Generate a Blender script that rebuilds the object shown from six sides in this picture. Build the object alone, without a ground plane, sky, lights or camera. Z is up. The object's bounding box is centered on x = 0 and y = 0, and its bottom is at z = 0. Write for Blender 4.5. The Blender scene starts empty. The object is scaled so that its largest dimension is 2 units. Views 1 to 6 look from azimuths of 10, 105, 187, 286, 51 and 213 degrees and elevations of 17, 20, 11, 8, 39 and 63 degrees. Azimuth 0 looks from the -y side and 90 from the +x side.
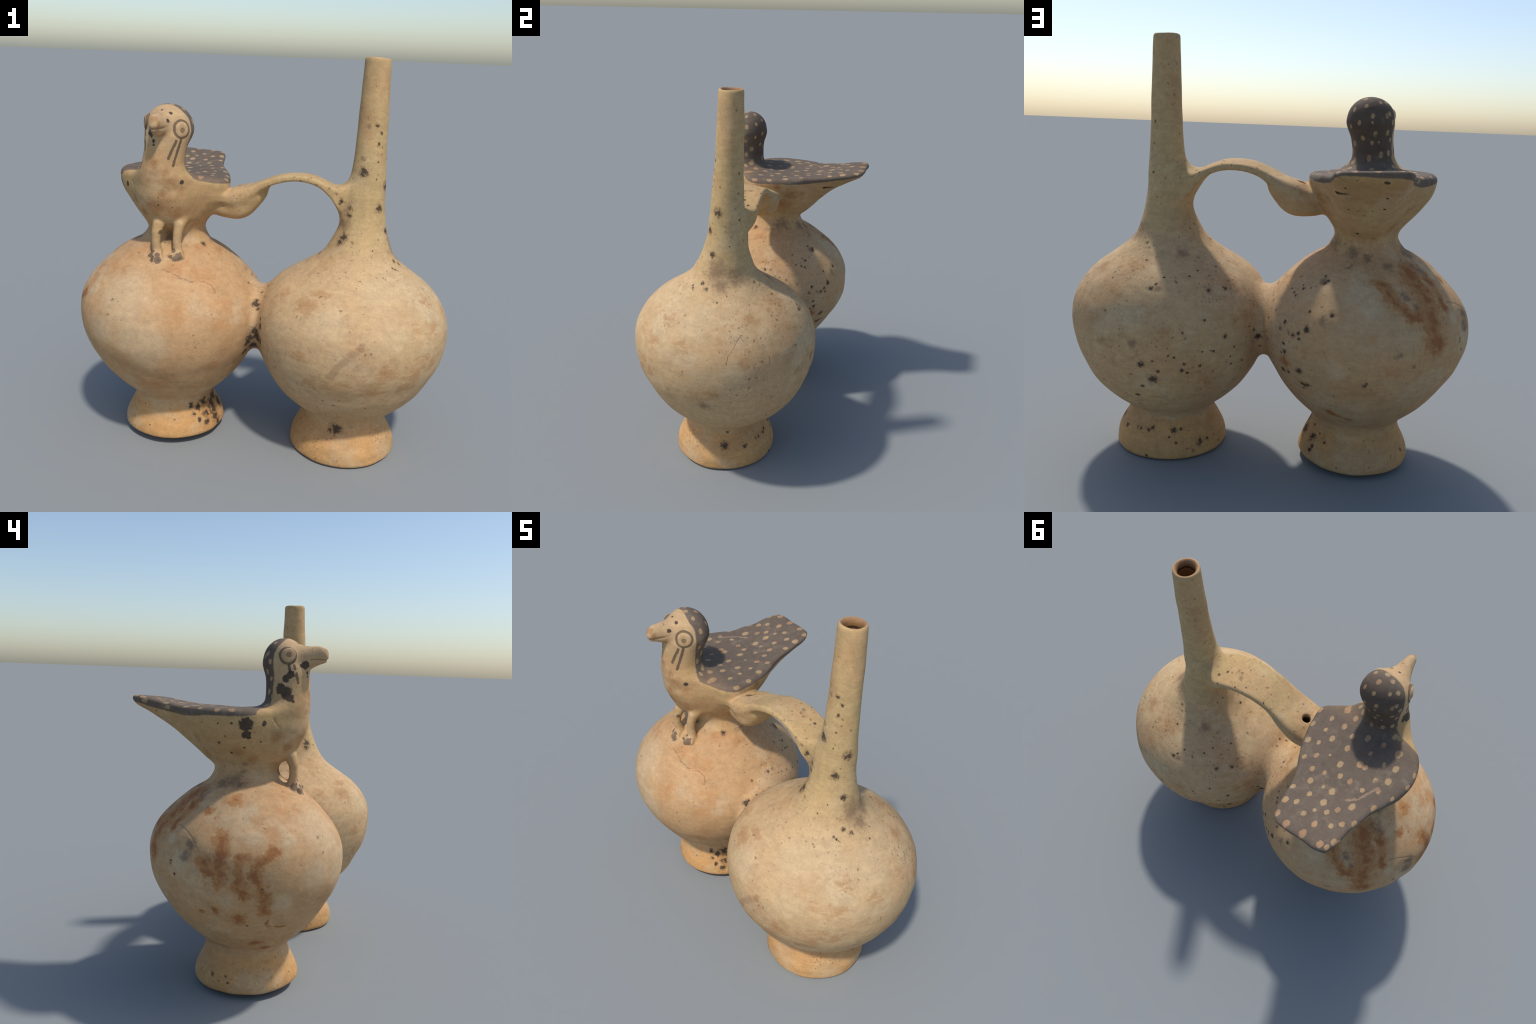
import bpy, math
import numpy as np
from mathutils import Vector

# =====================================================================
#  Double-chambered whistling vessel of fired clay with a perched bird.
#  The body is one continuous skin: parts are described as distance
#  functions (revolved profiles, lofts, swept straps), melted together
#  with fillets, meshed, and then split into named parts.
# =====================================================================

# ---------------------------------------------------------------- helpers
def spline(xs, ys):
    """Monotone-ish cubic (Catmull-Rom tangents) through control points."""
    xs = np.asarray(xs, float); ys = np.asarray(ys, float)
    m = np.gradient(ys, xs)
    def f(x):
        x = np.clip(x, xs[0], xs[-1])
        i = np.clip(np.searchsorted(xs, x) - 1, 0, len(xs) - 2)
        h = xs[i + 1] - xs[i]; t = (x - xs[i]) / h
        return ((2*t**3 - 3*t**2 + 1) * ys[i] + (t**3 - 2*t**2 + t) * h * m[i]
                + (-2*t**3 + 3*t**2) * ys[i + 1] + (t**3 - t**2) * h * m[i + 1])
    return f

def table(f, lo, hi, n=3000):
    """Tabulate a 1D function for quick look-up."""
    t = np.linspace(lo, hi, n); v = f(t)
    return lambda x: np.interp(x, t, v)

def smin(a, b, k):
    h = np.maximum(k - np.abs(a - b), 0.0) / k
    return np.minimum(a, b) - h * h * k * 0.25

def smax(a, b, k):
    return -smin(-a, -b, k)

def sstep(x, a, b):
    t = np.clip((x - a) / (b - a), 0, 1)
    return t * t * (3 - 2 * t)

# ------------------------------------------------------- chambers + spout
SPOUT_PROFILE = [  # height, radius: foot, round chamber, tall tapering spout
    (-.05, .262), (0, .270), (.015, .274), (.035, .273), (.06, .269), (.08, .263), (.10, .254), (.13, .239), (.16, .223),
    (.187, .212), (.202, .214), (.24, .240), (.28, .290), (.32, .333), (.36, .370), (.40, .398),
    (.44, .420), (.48, .438), (.52, .456), (.56, .470), (.60, .479), (.64, .484), (.68, .486),
    (.72, .484), (.76, .477), (.80, .463), (.84, .440), (.88, .410), (.92, .366), (.96, .308),
    (1.0, .248), (1.04, .196), (1.08, .163), (1.12, .143), (1.16, .127), (1.20, .114), (1.24, .104),
    (1.30, .093), (1.36, .088), (1.45, .082), (1.55, .076), (1.63, .0725), (1.80, .0665),
    (1.90, .063), (1.97, .0615), (2.05, .060)]
SPOUT_AXIS = [(-.05, .467, -.059), (.10, .467, -.059), (.25, .463, -.049), (.45, .463, -.047), (.60, .464, -.054), (.70, .464, -.057), (.80, .464, -.062), (.90, .465, -.064),
              (1.0, .472, -.062), (1.15, .485, -.050), (1.30, .495, -.040), (1.55, .498, -.030), (1.8, .498, -.018), (2.05, .496, -.013)]
BIRD_PROFILE = [
    (-.05, .255), (.01, .262), (.03, .267), (.05, .268), (.07, .265), (.09, .258), (.11, .249), (.14, .233), (.17, .219),
    (.197, .211), (.212, .213), (.24, .223), (.28, .264), (.32, .307), (.36, .345), (.40, .377),
    (.44, .402), (.48, .425), (.52, .449), (.56, .466), (.60, .479), (.64, .486), (.68, .488),
    (.72, .487), (.76, .480), (.80, .466), (.84, .443), (.88, .411), (.92, .372), (.96, .328),
    (1.0, .279), (1.03, .230), (1.06, .170), (1.09, .09), (1.12, .02)]
BIRD_AXIS = [(-.05, -.461, -.059), (.10, -.462, -.058), (.25, -.465, -.056), (.45, -.472, -.050), (.70, -.476, -.043), (.88, -.478, -.042), (1.0, -.475, -.046), (1.12, -.468, -.050)]

def revolved(profile, axis, bottom, top, tilt=(0, 0)):
    z0, z1 = profile[0][0], profile[-1][0]
    zz = np.linspace(z0, z1, 3000); rv = spline(*zip(*profile))(zz)
    m = int(.07 / (zz[1] - zz[0])); kern = np.exp(-(np.arange(-m, m + 1) / (.4 * m)) ** 2); kern /= kern.sum()
    soft = np.convolve(np.pad(rv, m, mode="edge"), kern, "valid")         # even out the thrown curve of the belly
    w = sstep(zz, .25, .33) * sstep(-zz, -.96, -.86)
    rv = rv + (soft - .001 - rv) * w
    r = lambda z: np.interp(z, zz, rv)
    sl = np.gradient(rv, zz); slope = lambda z: np.interp(z, zz, sl)
    a = np.array(axis)
    cx = table(spline(a[:, 0], a[:, 1]), z0, z1); cy = table(spline(a[:, 0], a[:, 2]), z0, z1)
    def f(x, y, z):
        rho = np.hypot(x - cx(z), y - cy(z))
        d = (rho - r(z)) / np.sqrt(1 + np.minimum(slope(z) ** 2, 9))
        d = smax(d, bottom + tilt[0] * (x - axis[0][1]) + tilt[1] * (y - axis[0][2]) - z, .016)
        return smax(d, z - top + .004 * np.sin(5 * x + 3) * (top > 1.5), .030)
    return f

vessel_spout = revolved(SPOUT_PROFILE, SPOUT_AXIS, 0.0, 2.006)
vessel_bird = revolved(BIRD_PROFILE, BIRD_AXIS, 0.028, 1.115, (.02, -.03))

def bore(x, y, z):                      # mouth of the spout, a short way in
    rho = np.hypot(x - .496, y + .014)
    return smax(rho - (.041 + .005 * sstep(z, 1.975, 2.01)), 1.76 - z, .012)

def foot_hollow(cx, cy):                # shallow hollow under each foot
    return lambda x, y, z: (np.sqrt(((x-cx)/.20)**2 + ((y-cy)/.20)**2 + (z/.05)**2) - 1) * .05

def bridge(x, y, z):                    # tube joining the two chambers
    rho = np.hypot(y + .05, z - .673)
    return np.maximum(rho - .170, np.abs(x) - .13)

# ------------------------------------------------------------ strap handle
STRAP = [(-.27, 1.300, .020), (-.17, 1.302, .018), (-.104, 1.328, .017), (-.008, 1.376, .017), (.058, 1.404, .016),
         (.146, 1.421, .0155), (.22, 1.416, .0155), (.29, 1.389, .0175), (.34, 1.358, .026), (.40, 1.318, .042), (.44, 1.300, .036)]
_sx = np.linspace(-.27, .44, 60)
_S = np.array(STRAP)
_sz, _st = spline(_S[:, 0], _S[:, 1])(_sx), spline(_S[:, 0], _S[:, 2])(_sx)

def handle(x, y, z):
    zz = z + .08 * (y + .030) + .7 * (y + .042) ** 2 - .002
    best = np.full(np.broadcast(x, zz).shape, 9.0)
    for i in range(len(_sx) - 1):
        ax, az = _sx[i], _sz[i]; bx, bz = _sx[i + 1] - ax, _sz[i + 1] - az
        t = np.clip(((x - ax) * bx + (zz - az) * bz) / (bx * bx + bz * bz), 0, 1)
        d = np.hypot(x - ax - t * bx, zz - az - t * bz) - (_st[i] + t * (_st[i + 1] - _st[i]))
        best = np.minimum(best, d)
    hw = .094 + .009 * sstep(x, .0, .30) - .062 * sstep(x, .335, .42)
    dy = np.abs(y + .040 - .010 * sstep(x, .0, .35)) - hw
    r = .012
    qx, qy = best + r, dy + r
    return np.hypot(np.maximum(qx, 0), np.maximum(qy, 0)) + np.minimum(np.maximum(qx, qy), 0) - r

def whistle(x, y, z):                   # whistle bulb under the strap
    q = (np.abs((x + .134 - .75 * (z - 1.268)) / .106) ** 3.2 + np.abs((y + .035) / .092) ** 3.2 + np.abs((z - 1.269 + .1 * (x + .142)) / .080) ** 3.2) ** .3125
    return (q - 1) * .095

def whistle_hole(x, y, z):
    return smax(np.hypot(x + .151, y + .036) - .019, 1.20 - z, .01)

# -------------------------------------------------------------- bird torso
TC = np.array([-.463, -.030])
OUTLINE = [(-.186, -.123), (-.182, -.037), (-.205, .071), (-.240, .176), (-.268, .249), (-.290, .328), (-.308, .423),
           (-.330, .505), (-.352, .533), (-.407, .542), (-.501, .540), (-.595, .536), (-.621, .523), (-.633, .486), (-.654, .389),
           (-.678, .295), (-.718, .177), (-.749, .095), (-.762, -.004), (-.725, -.124), (-.667, -.184), (-.615, -.225),
           (-.565, -.255), (-.520, -.278), (-.470, -.285), (-.410, -.275), (-.365, -.245), (-.312, -.205), (-.240, -.168)]
_o = np.array(OUTLINE) - TC
_th = np.arctan2(_o[:, 1], _o[:, 0]); _ro = np.hypot(_o[:, 0], _o[:, 1])
_s = np.argsort(_th); _th, _ro = _th[_s], _ro[_s]
_th = np.concatenate([_th[-4:] - 2*np.pi, _th, _th[:4] + 2*np.pi]); _ro = np.concatenate([_ro[-4:], _ro, _ro[:4]])
_tt = np.linspace(-np.pi, np.pi, 2000); _rv = spline(_th, _ro)(_tt)
_rg = np.gradient(_rv, _tt)
_w = np.exp(-(np.arange(-240, 241) / 50.0) ** 2); _w /= _w.sum()
_rsm = np.convolve(np.concatenate([_rv[-240:], _rv, _rv[:240]]), _w, 'valid')   # softened outline for the underside
# how far the flank has flared from pedestal (0) to plate edge (1)
FLANK = table(spline([1.0, 1.09, 1.12, 1.146, 1.18, 1.22, 1.27, 1.312, 1.35, 1.38, 1.5], [.12, .06, .0, .04, .20, .43, .69, .87, .965, 1, 1]), 1.0, 1.5)
TAIL = table(spline([1.0, 1.07, 1.10, 1.118, 1.16, 1.20, 1.24, 1.29, 1.341, 1.38, 1.41, 1.432, 1.5], [.05, .01, .0, .01, .13, .23, .32, .45, .625, .795, .94, 1, 1]), 1.0, 1.5)
BREAST = table(spline([1.0, 1.09, 1.12, 1.15, 1.18, 1.197, 1.221, 1.275, 1.334, 1.40, 1.5], [.08, .0, .0, .16, .40, .52, .65, .86, .985, 1, 1]), 1.0, 1.5)

def plate_top(x, y):
    c = (x + .465)
    return 1.420 - .04 * c - .18 * c * c * (1 - sstep(y, .2, .5)) + .034 * sstep(y, .22, .60) - .013 * np.exp(-((x + .485) / .14) ** 2) * sstep(y, -.10, .03) * sstep(-y, -.42, -.20)

def torso(x, y, z):
    dx, dy = x - TC[0], y - TC[1]
    rho = np.hypot(dx, dy) + 1e-9; th = np.arctan2(dy, dx)
    s = dy / rho; w = np.where(s > 0, s ** 4, s * s)
    ro = np.interp(th, _tt, _rv); rg = np.interp(th, _tt, _rg)
    rp = 1 / np.sqrt((dx / rho / .146) ** 2 + (s / np.where(s > 0, .163, .158)) ** 2)
    f = FLANK(z) * (1 - w) + np.where(s > 0, TAIL(z), BREAST(z)) * w
    soft = np.where(s > 0, .7 * (1 - sstep(f, .15, .90)), 0)
    ro = ro + (np.interp(th, _tt, _rsm) - ro) * soft
    r = rp + (ro - rp) * f
    fz = (FLANK(z + .01) - FLANK(z - .01)) * (1 - w) + np.where(s > 0, TAIL(z + .01) - TAIL(z - .01), BREAST(z + .01) - BREAST(z - .01)) * w
    g = np.sqrt(1 + ((ro - rp) * fz / .02) ** 2 + np.minimum((rg * f / ro) ** 2, 4))
    d = (rho - r) / g
    d = smax(d, z - plate_top(x, y), .035)
    return smax(d, 1.0 - z, .02)

NECK = [  # z, centre x, centre y, half width x, half depth y  (breast swells below the neck)
    (1.17, -.468, -.142, .085, .087), (1.20, -.468, -.156, .104, .105), (1.235, -.470, -.171, .111, .114), (1.275, -.471, -.186, .117, .119),
    (1.32, -.473, -.201, .119, .124), (1.37, -.475, -.209, .115, .122), (1.41, -.475, -.218, .115, .119),
    (1.45, -.476, -.227, .106, .112), (1.50, -.473, -.228, .100, .108),
    (1.55, -.466, -.224, .100, .107), (1.60, -.459, -.216, .106, .108), (1.64, -.454, -.206, .111, .106), (1.66, -.453, -.202, .112, .104), (1.75, -.453, -.2, .112, .10)]
_N = np.array(NECK)
_nf = [table(spline(_N[:, 0], _N[:, i]), 1.17, 1.75) for i in range(1, 5)]

def neck(x, y, z):
    cx, cy, rx, ry = (f(z) for f in _nf)
    q = np.hypot((x - cx) / rx, (y - cy) / ry)
    return smax((q - 1) * .104, np.maximum(z - 1.645, 1.185 - z), .035)

def head(x, y, z):
    q = np.sqrt(((x + .453) / .1125) ** 2 + ((y + .197) / .100) ** 2 + ((z - 1.648) / .104) ** 2)
    return (q - 1) * .105

_b = [table(spline([-.44, -.415, -.38, -.33, -.28, -.20], v), -.44, -.20) for v in
      ([.019, .021, .027, .041, .056, .07], [.026, .030, .042, .053, .056, .056], [1.672, 1.672, 1.673, 1.664, 1.664, 1.66])]
def beak(x, y, z):
    rx, rz, cz = (f(y) for f in _b)
    q = np.hypot((x + .466) / rx, (z - cz) / rz)
    d = (q - 1) * np.minimum(rx, rz) * .95
    d = smax(d, -.419 - y, .02)
    d = d + .004 * np.exp(-((z - 1.655 - .02*(y+.38)) / .005) ** 2) * sstep(-y, .31, .34)
    return np.maximum(d, y + .2)

EYES = [((-.376, -.265, 1.645), (.66, -.60, -.02)), ((-.545, -.247, 1.671), (-.84, -.45, .10))]
def eye(i):
    c, n = np.array(EYES[i][0]), np.array(EYES[i][1]); n = n / np.linalg.norm(n)
    def f(x, y, z):
        dx, dy, dz = x - c[0], y - c[1], z - c[2]
        a = dx*n[0] + dy*n[1] + dz*n[2]
        t2 = np.maximum(dx*dx + dy*dy + dz*dz - a*a, 0)
        return smax(np.sqrt(t2) - .031, np.abs(a) - .013, .010)
    return f

def tube(points):
    """Chain of round cones: (x, y, z, radius)."""
    def f(x, y, z):
        best = None
        for a, b in zip(points[:-1], points[1:]):
            v = np.subtract(b[:3], a[:3])
            t = np.clip(((x-a[0])*v[0] + (y-a[1])*v[1] + (z-a[2])*v[2]) / v.dot(v), 0, 1)
            d = np.sqrt((x-a[0]-t*v[0])**2 + (y-a[1]-t*v[1])**2 + (z-a[2]-t*v[2])**2) - (a[3] + t*(b[3]-a[3]))
            best = d if best is None else np.minimum(best, d)
        return best
    return f

LEGS = [tube([(-.388, -.205, 1.215, .034), (-.391, -.238, 1.182, .029), (-.395, -.253, 1.145, .0225), (-.398, -.257, 1.10, .0205), (-.395, -.254, 1.065, .0215), (-.393, -.252, 1.03, .028)]),
        tube([(-.485, -.220, 1.215, .034), (-.490, -.258, 1.182, .029), (-.496, -.276, 1.145, .0225), (-.497, -.280, 1.10, .0205), (-.494, -.275, 1.065, .0215), (-.493, -.268, 1.03, .028)])]
def claw(fx, fy, tips):
    parts = [tube([(fx, fy, 1.046, .019), (tx, ty, tz + .006, .0145)]) for tx, ty, tz in tips]
    def f(x, y, z):
        d = parts[0](x, y, z)
        for p in parts[1:]:
            d = np.minimum(d, p(x, y, z))
        return d
    return f
CLAWS = [claw(-.397, -.262, [(-.424, -.280, 1.020), (-.397, -.293, 1.013), (-.371, -.278, 1.021)]),
         claw(-.490, -.282, [(-.521, -.286, 1.014), (-.494, -.309, 1.006), (-.468, -.304, 1.008)])]

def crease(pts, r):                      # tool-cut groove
    t = tube([(*p, r) for p in pts]); return t

# ------------------------------------------------------------- assemble
H = .005
LO = np.array([-1.0, -.58, -.02]); N = np.ceil((np.array([1.0, .60, 2.02]) - LO) / H).astype(int)
GX, GY, GZ = (LO[i] + H * np.arange(N[i]) for i in range(3))
FIELD = np.full(N, .2, np.float32)

def block(lo, hi):
    s = [slice(max(0, int((lo[i] - LO[i]) / H)), min(N[i], int((hi[i] - LO[i]) / H) + 2)) for i in range(3)]
    return tuple(s), (GX[s[0]][:, None, None], GY[s[1]][None, :, None], GZ[s[2]][None, None, :])

def slabs(lo, hi, step=.16):
    z = lo[2]
    while z < hi[2]:
        yield (lo[0], lo[1], z), (hi[0], hi[1], min(z + step - 2 * H, hi[2]))
        z += step - 2 * H + H * 2

def add(f, lo, hi, k):
    zs = np.arange(lo[2], hi[2], .15)
    idx = [int(round((v - LO[2]) / H)) for v in list(zs) + [hi[2]]]
    for a, b in zip(idx[:-1], idx[1:]):
        s, g = block(lo, hi); s = (s[0], s[1], slice(max(a, 0), min(b, N[2])))
        d = f(g[0], g[1], GZ[s[2]][None, None, :])
        FIELD[s] = smin(FIELD[s], d.astype(np.float32), k(g[0], g[1]) if callable(k) else k) if k else np.minimum(FIELD[s], d)

def cut(f, lo, hi, k):
    s, g = block(lo, hi)
    FIELD[s] = smax(FIELD[s], -f(*g), k)

add(vessel_spout, (-.09, -.57, -.02), (1.0, .50, 2.02), 0)
add(vessel_bird, (-1.0, -.57, -.02), (.09, .50, 1.15), .035)
add(bridge, (-.16, -.28, .44), (.16, .18, .90), .035)
add(torso, (-.79, -.40, .97), (-.12, .58, 1.48), .045)
add(neck, (-.66, -.40, 1.15), (-.28, -.02, 1.68), lambda x, y: .04 + .03 * sstep(-y, .14, .22))
add(head, (-.60, -.34, 1.50), (-.31, -.06, 1.79), .02)
add(beak, (-.56, -.46, 1.58), (-.37, -.20, 1.75), .025)
for i in range(2):
    c = EYES[i][0]; add(eye(i), [v - .05 for v in c], [v + .05 for v in c], .008)
add(whistle, (-.30, -.16, 1.15), (.05, .12, 1.44), .03)
add(handle, (-.30, -.15, 1.16), (.50, .12, 1.47), lambda x, y: .026 + .045 * sstep(x, -.22, -.14) * sstep(-x, -.12, -.03) + .085 * sstep(x, .27, .36))
for i in range(2):
    add(LEGS[i], (-.55, -.32, .99), (-.33, -.17, 1.26), .012)
    add(CLAWS[i], (-.56, -.35, .97), (-.33, -.20, 1.08), .008)
cut(bore, (.40, -.12, 1.72), (.60, .10, 2.02), .022)
cut(whistle_hole, (-.20, -.08, 1.24), (-.10, .01, 1.42), .006)
for c in ((.467, -.059), (-.460, -.056)):
    cut(foot_hollow(*c), (c[0]-.25, c[1]-.25, -.02), (c[0]+.25, c[1]+.25, .07), .01)
cut(crease([(-.255, -.215, 1.345), (-.205, -.16, 1.362), (-.178, -.11, 1.368)], .004), (-.29, -.25, 1.30), (-.15, -.08, 1.40), .004)
cut(crease([(-.640, -.208, 1.372), (-.632, -.222, 1.345), (-.618, -.238, 1.325)], .005), (-.68, -.28, 1.28), (-.57, -.17, 1.42), .004)

# hand-made unevenness: a few long, low waves over the whole skin
rng = np.random.default_rng(11)
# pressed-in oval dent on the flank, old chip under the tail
cut(lambda x, y, z: np.sqrt((x + .969) ** 2 + (y - .167) ** 2 + (z - .790) ** 2) - .069, (-1.0, .03, .66), (-.84, .30, .92), .04)
cut(crease([(-.328, .308, 1.334), (-.354, .357, 1.333), (-.380, .382, 1.338)], .011), (-.44, .26, 1.29), (-.28, .44, 1.40), .004)

near = np.abs(FIELD) < .03
ix = np.nonzero(near)
px, py, pz = GX[ix[0]], GY[ix[1]], GZ[ix[2]]
wob = np.zeros(len(px))
for _ in range(14):
    kv = rng.normal(size=3); kv *= rng.uniform(5, 22) / np.linalg.norm(kv)
    wob += np.sin(px*kv[0] + py*kv[1] + pz*kv[2] + rng.uniform(0, 6.28)) / 14
for _ in range(16):
    kv = rng.normal(size=3); kv *= rng.uniform(28, 60) / np.linalg.norm(kv)
    wob += .35 * np.sin(px*kv[0] + py*kv[1] + pz*kv[2] + rng.uniform(0, 6.28)) / 8
FIELD[near] += ((.0055) * wob).astype(np.float32)
del px, py, pz, wob

# ---------------------------------------------------- surface-net meshing
def surface_net(F):
    ins = F < 0
    n = np.array(F.shape)
    cnt = np.zeros(n - 1, np.int8)
    for o in np.ndindex(2, 2, 2):
        cnt += ins[o[0]:n[0]-1+o[0], o[1]:n[1]-1+o[1], o[2]:n[2]-1+o[2]]
    cells = np.argwhere((cnt > 0) & (cnt < 8))
    vid = np.full(n - 1, -1, np.int32); vid[tuple(cells.T)] = np.arange(len(cells))
    acc = np.zeros((len(cells), 3)); num = np.zeros(len(cells))
    corner = {o: F[cells[:, 0]+o[0], cells[:, 1]+o[1], cells[:, 2]+o[2]] for o in np.ndindex(2, 2, 2)}
    for o in np.ndindex(2, 2, 2):
        for ax in range(3):
            if o[ax] == 0:
                p = list(o); p[ax] = 1; p = tuple(p)
                a, b = corner[o], corner[p]; m = (a < 0) != (b < 0)
                t = np.where(m, a / np.where(m, a - b, 1), 0)
                for j in range(3):
                    acc[:, j] += m * ((o[j] + t) if j == ax else o[j])
                num += m
    verts = LO + H * (cells + acc / num[:, None])
    quads = []
    for ax in range(3):
        u, v = (ax + 1) % 3, (ax + 2) % 3
        sl0 = [slice(None)] * 3; sl1 = [slice(None)] * 3
        sl0[ax] = slice(0, -1); sl1[ax] = slice(1, None)
        a, b = ins[tuple(sl0)], ins[tuple(sl1)]
        e = np.argwhere(a != b)
        e = e[(e[:, u] > 0) & (e[:, v] > 0)]
        flip = a[tuple(e.T)]
        def c(du, dv):
            q = e.copy(); q[:, u] -= du; q[:, v] -= dv
            return vid[tuple(q.T)]
        q = np.stack([c(1, 1), c(0, 1), c(0, 0), c(1, 0)], 1)
        q[~flip] = q[~flip][:, ::-1]
        quads.append(q)
    return verts, np.vstack(quads)

def sample(P):
    g = (P - LO) / H; i = np.clip(np.floor(g).astype(int), 0, N - 2); t = g - i
    out = np.zeros(len(P))
    for o in np.ndindex(2, 2, 2):
        w = np.prod([t[:, j] if o[j] else 1 - t[:, j] for j in range(3)], 0)
        out += w * FIELD[i[:, 0]+o[0], i[:, 1]+o[1], i[:, 2]+o[2]]
    return out

def grad(P, e=H):
    return np.stack([sample(P + e*np.eye(3)[i]) - sample(P - e*np.eye(3)[i]) for i in range(3)], 1) / (2*e)

VERTS, QUADS = surface_net(FIELD)
edges = np.vstack([QUADS[:, [i, (i+1) % 4]] for i in range(4)])
deg = np.bincount(edges[:, 0], minlength=len(VERTS)) + np.bincount(edges[:, 1], minlength=len(VERTS))
for it in range(3):
    s = np.stack([np.bincount(edges[:, 0], VERTS[edges[:, 1], j], len(VERTS)) + np.bincount(edges[:, 1], VERTS[edges[:, 0], j], len(VERTS)) for j in range(3)], 1) / deg[:, None]
    VERTS = .4 * VERTS + .6 * s
    G = grad(VERTS); d = sample(VERTS)
    VERTS = VERTS - G * (d / np.maximum((G**2).sum(1), .1))[:, None]
NORMALS = grad(VERTS, H * 1.2); NORMALS /= np.linalg.norm(NORMALS, axis=1)[:, None] + 1e-9

# ------------------------------------------------ which part owns a face
C = VERTS[QUADS].mean(1)
cx, cy, cz = C.T
PARTS = ["chamber", "chamber", "pedestal_foot", "pedestal_foot", "spout", "connecting_tube", "handle", "whistle_bulb",
         "bird_torso", "bird_pedestal", "neck", "head", "beak", "eye", "eye", "leg", "leg", "claw", "claw", "wing", "wing", "tail"]
part = np.where(cx < 0, 0, 1)
part[(cz < .195) & (cx < 0)] = 2
part[(cz < .190) & (cx > 0)] = 3
part[(cx > .25) & (cz > 1.03)] = 4
part[(np.abs(cx) < .055) & (np.hypot(cy + .05, cz - .673) < .24)] = 5
hd, wd, td = handle(cx, cy, cz), whistle(cx, cy, cz), torso(cx, cy, cz)
up = (cz > 1.16) & (cx > -.33) & (cx < .45)
sd = vessel_spout(cx, cy, cz)
part[up & (hd < sd) & (hd <= wd) & (hd < td)] = 6
part[up & (wd < hd) & (wd < td) & (cx < .05)] = 7
birdside = (cx < 0) & (part != 6) & (part != 7)
part[birdside & (cz > 1.065) & (np.hypot(cx + .463, cy + .03) < .30)] = 9
part[birdside & (cz > 1.145)] = 8
top = birdside & (cz > np.where(cy < .1, 1.368, 1.368 + .045 * sstep(cy, .1, .5)))
part[top & (cy > -.125) & (cx > -.463)] = 19
part[top & (cy > -.125) & (cx <= -.463)] = 20
part[top & (cy > .27)] = 21
part[birdside & (neck(cx, cy, cz) < td - .004) & (cz > 1.395)] = 10
part[birdside & (cz > 1.57)] = 11
part[(cy < -.285) & (cz > 1.59) & (beak(cx, cy, cz) < head(cx, cy, cz) + .004)] = 12
for i in range(2):
    c, n = np.array(EYES[i][0]), np.array(EYES[i][1]); n = n / np.linalg.norm(n)
    part[(np.linalg.norm(C - c, axis=1) < .034) & (eye(i)(cx, cy, cz) < .003)] = 13 + i
    part[(cz < 1.185) & (cz > 1.0) & (LEGS[i](cx, cy, cz) < .004)] = 15 + i
    part[(cz < 1.045) & (cz > .98) & (CLAWS[i](cx, cy, cz) < .004)] = 17 + i

# =====================================================================
#  Materials: fired clay with slip, stains, soot pits and painted bird.
#  Marks are small masks in object space; each is (x, y, z, radius).
# =====================================================================
# cream dots of the plumage
PLATE_DOTS = [
    (-.238, .084, 1.399, .017), (-.289, .068, 1.402, .012), (-.332, .016, 1.406, .017), (-.344, -.070, 1.412, .017), (-.278, -.008, 1.403, .012), 
    (-.205, -.008, 1.392, .015), (-.192, -.094, 1.391, .017), (-.269, -.078, 1.405, .014), (-.307, -.159, 1.409, .021), (-.366, -.136, 1.418, .017), 
    (-.403, -.046, 1.412, .014), (-.276, .174, 1.406, .014), (-.318, .134, 1.406, .014), (-.370, .097, 1.406, .008), (-.418, .021, 1.406, .017), 
    (-.436, .110, 1.405, .018), (-.512, .057, 1.406, .020), (-.540, .059, 1.408, .015), (-.343, .205, 1.408, .015), (-.400, .189, 1.406, .012), 
    (-.468, .161, 1.405, .015), (-.371, .264, 1.411, .017), (-.520, .160, 1.407, .015), (-.436, .254, 1.408, .011), (-.614, .092, 1.415, .015), 
    (-.666, .065, 1.417, .019), (-.662, -.011, 1.420, .019), (-.634, -.083, 1.422, .023), (-.634, -.181, 1.421, .017), (-.654, .133, 1.418, .013), 
    (-.590, .169, 1.413, .013), (-.323, .335, 1.417, .014), (-.405, .325, 1.419, .015), (-.480, .252, 1.407, .019), (-.596, .268, 1.416, .019), 
    (-.334, .414, 1.430, .019), (-.381, .394, 1.429, .015), (-.480, .323, 1.419, .019), (-.553, .318, 1.420, .015), (-.441, .425, 1.435, .016), 
    (-.470, .383, 1.431, .011), (-.520, .358, 1.427, .015), (-.345, .493, 1.439, .018), (-.407, .514, 1.446, .019), (-.509, .443, 1.444, .017), 
    (-.572, .408, 1.440, .014), (-.607, .371, 1.433, .016), (-.649, .334, 1.425, .016), (-.493, .513, 1.450, .021), (-.581, .510, 1.455, .018), 
    (-.625, .468, 1.449, .017), (-.614, .506, 1.455, .014), (-.679, .216, 1.414, .016), (-.725, .127, 1.412, .012), (-.471, -.075, 1.420, .017), 
    (-.551, -.086, 1.422, .015), (-.523, -.017, 1.412, .012), (-.604, .001, 1.417, .013), (-.575, -.149, 1.432, .017), (-.455, -.122, 1.475, .013), 
    (-.379, -.171, 1.445, .015), (-.640, .454, 1.433, .017), (-.662, .321, 1.406, .016), (-.754, .035, 1.409, .015), (-.750, -.035, 1.413, .015), 
    (-.596, -.160, 1.427, .016), (-.304, -.180, 1.407, .014), ]
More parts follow.
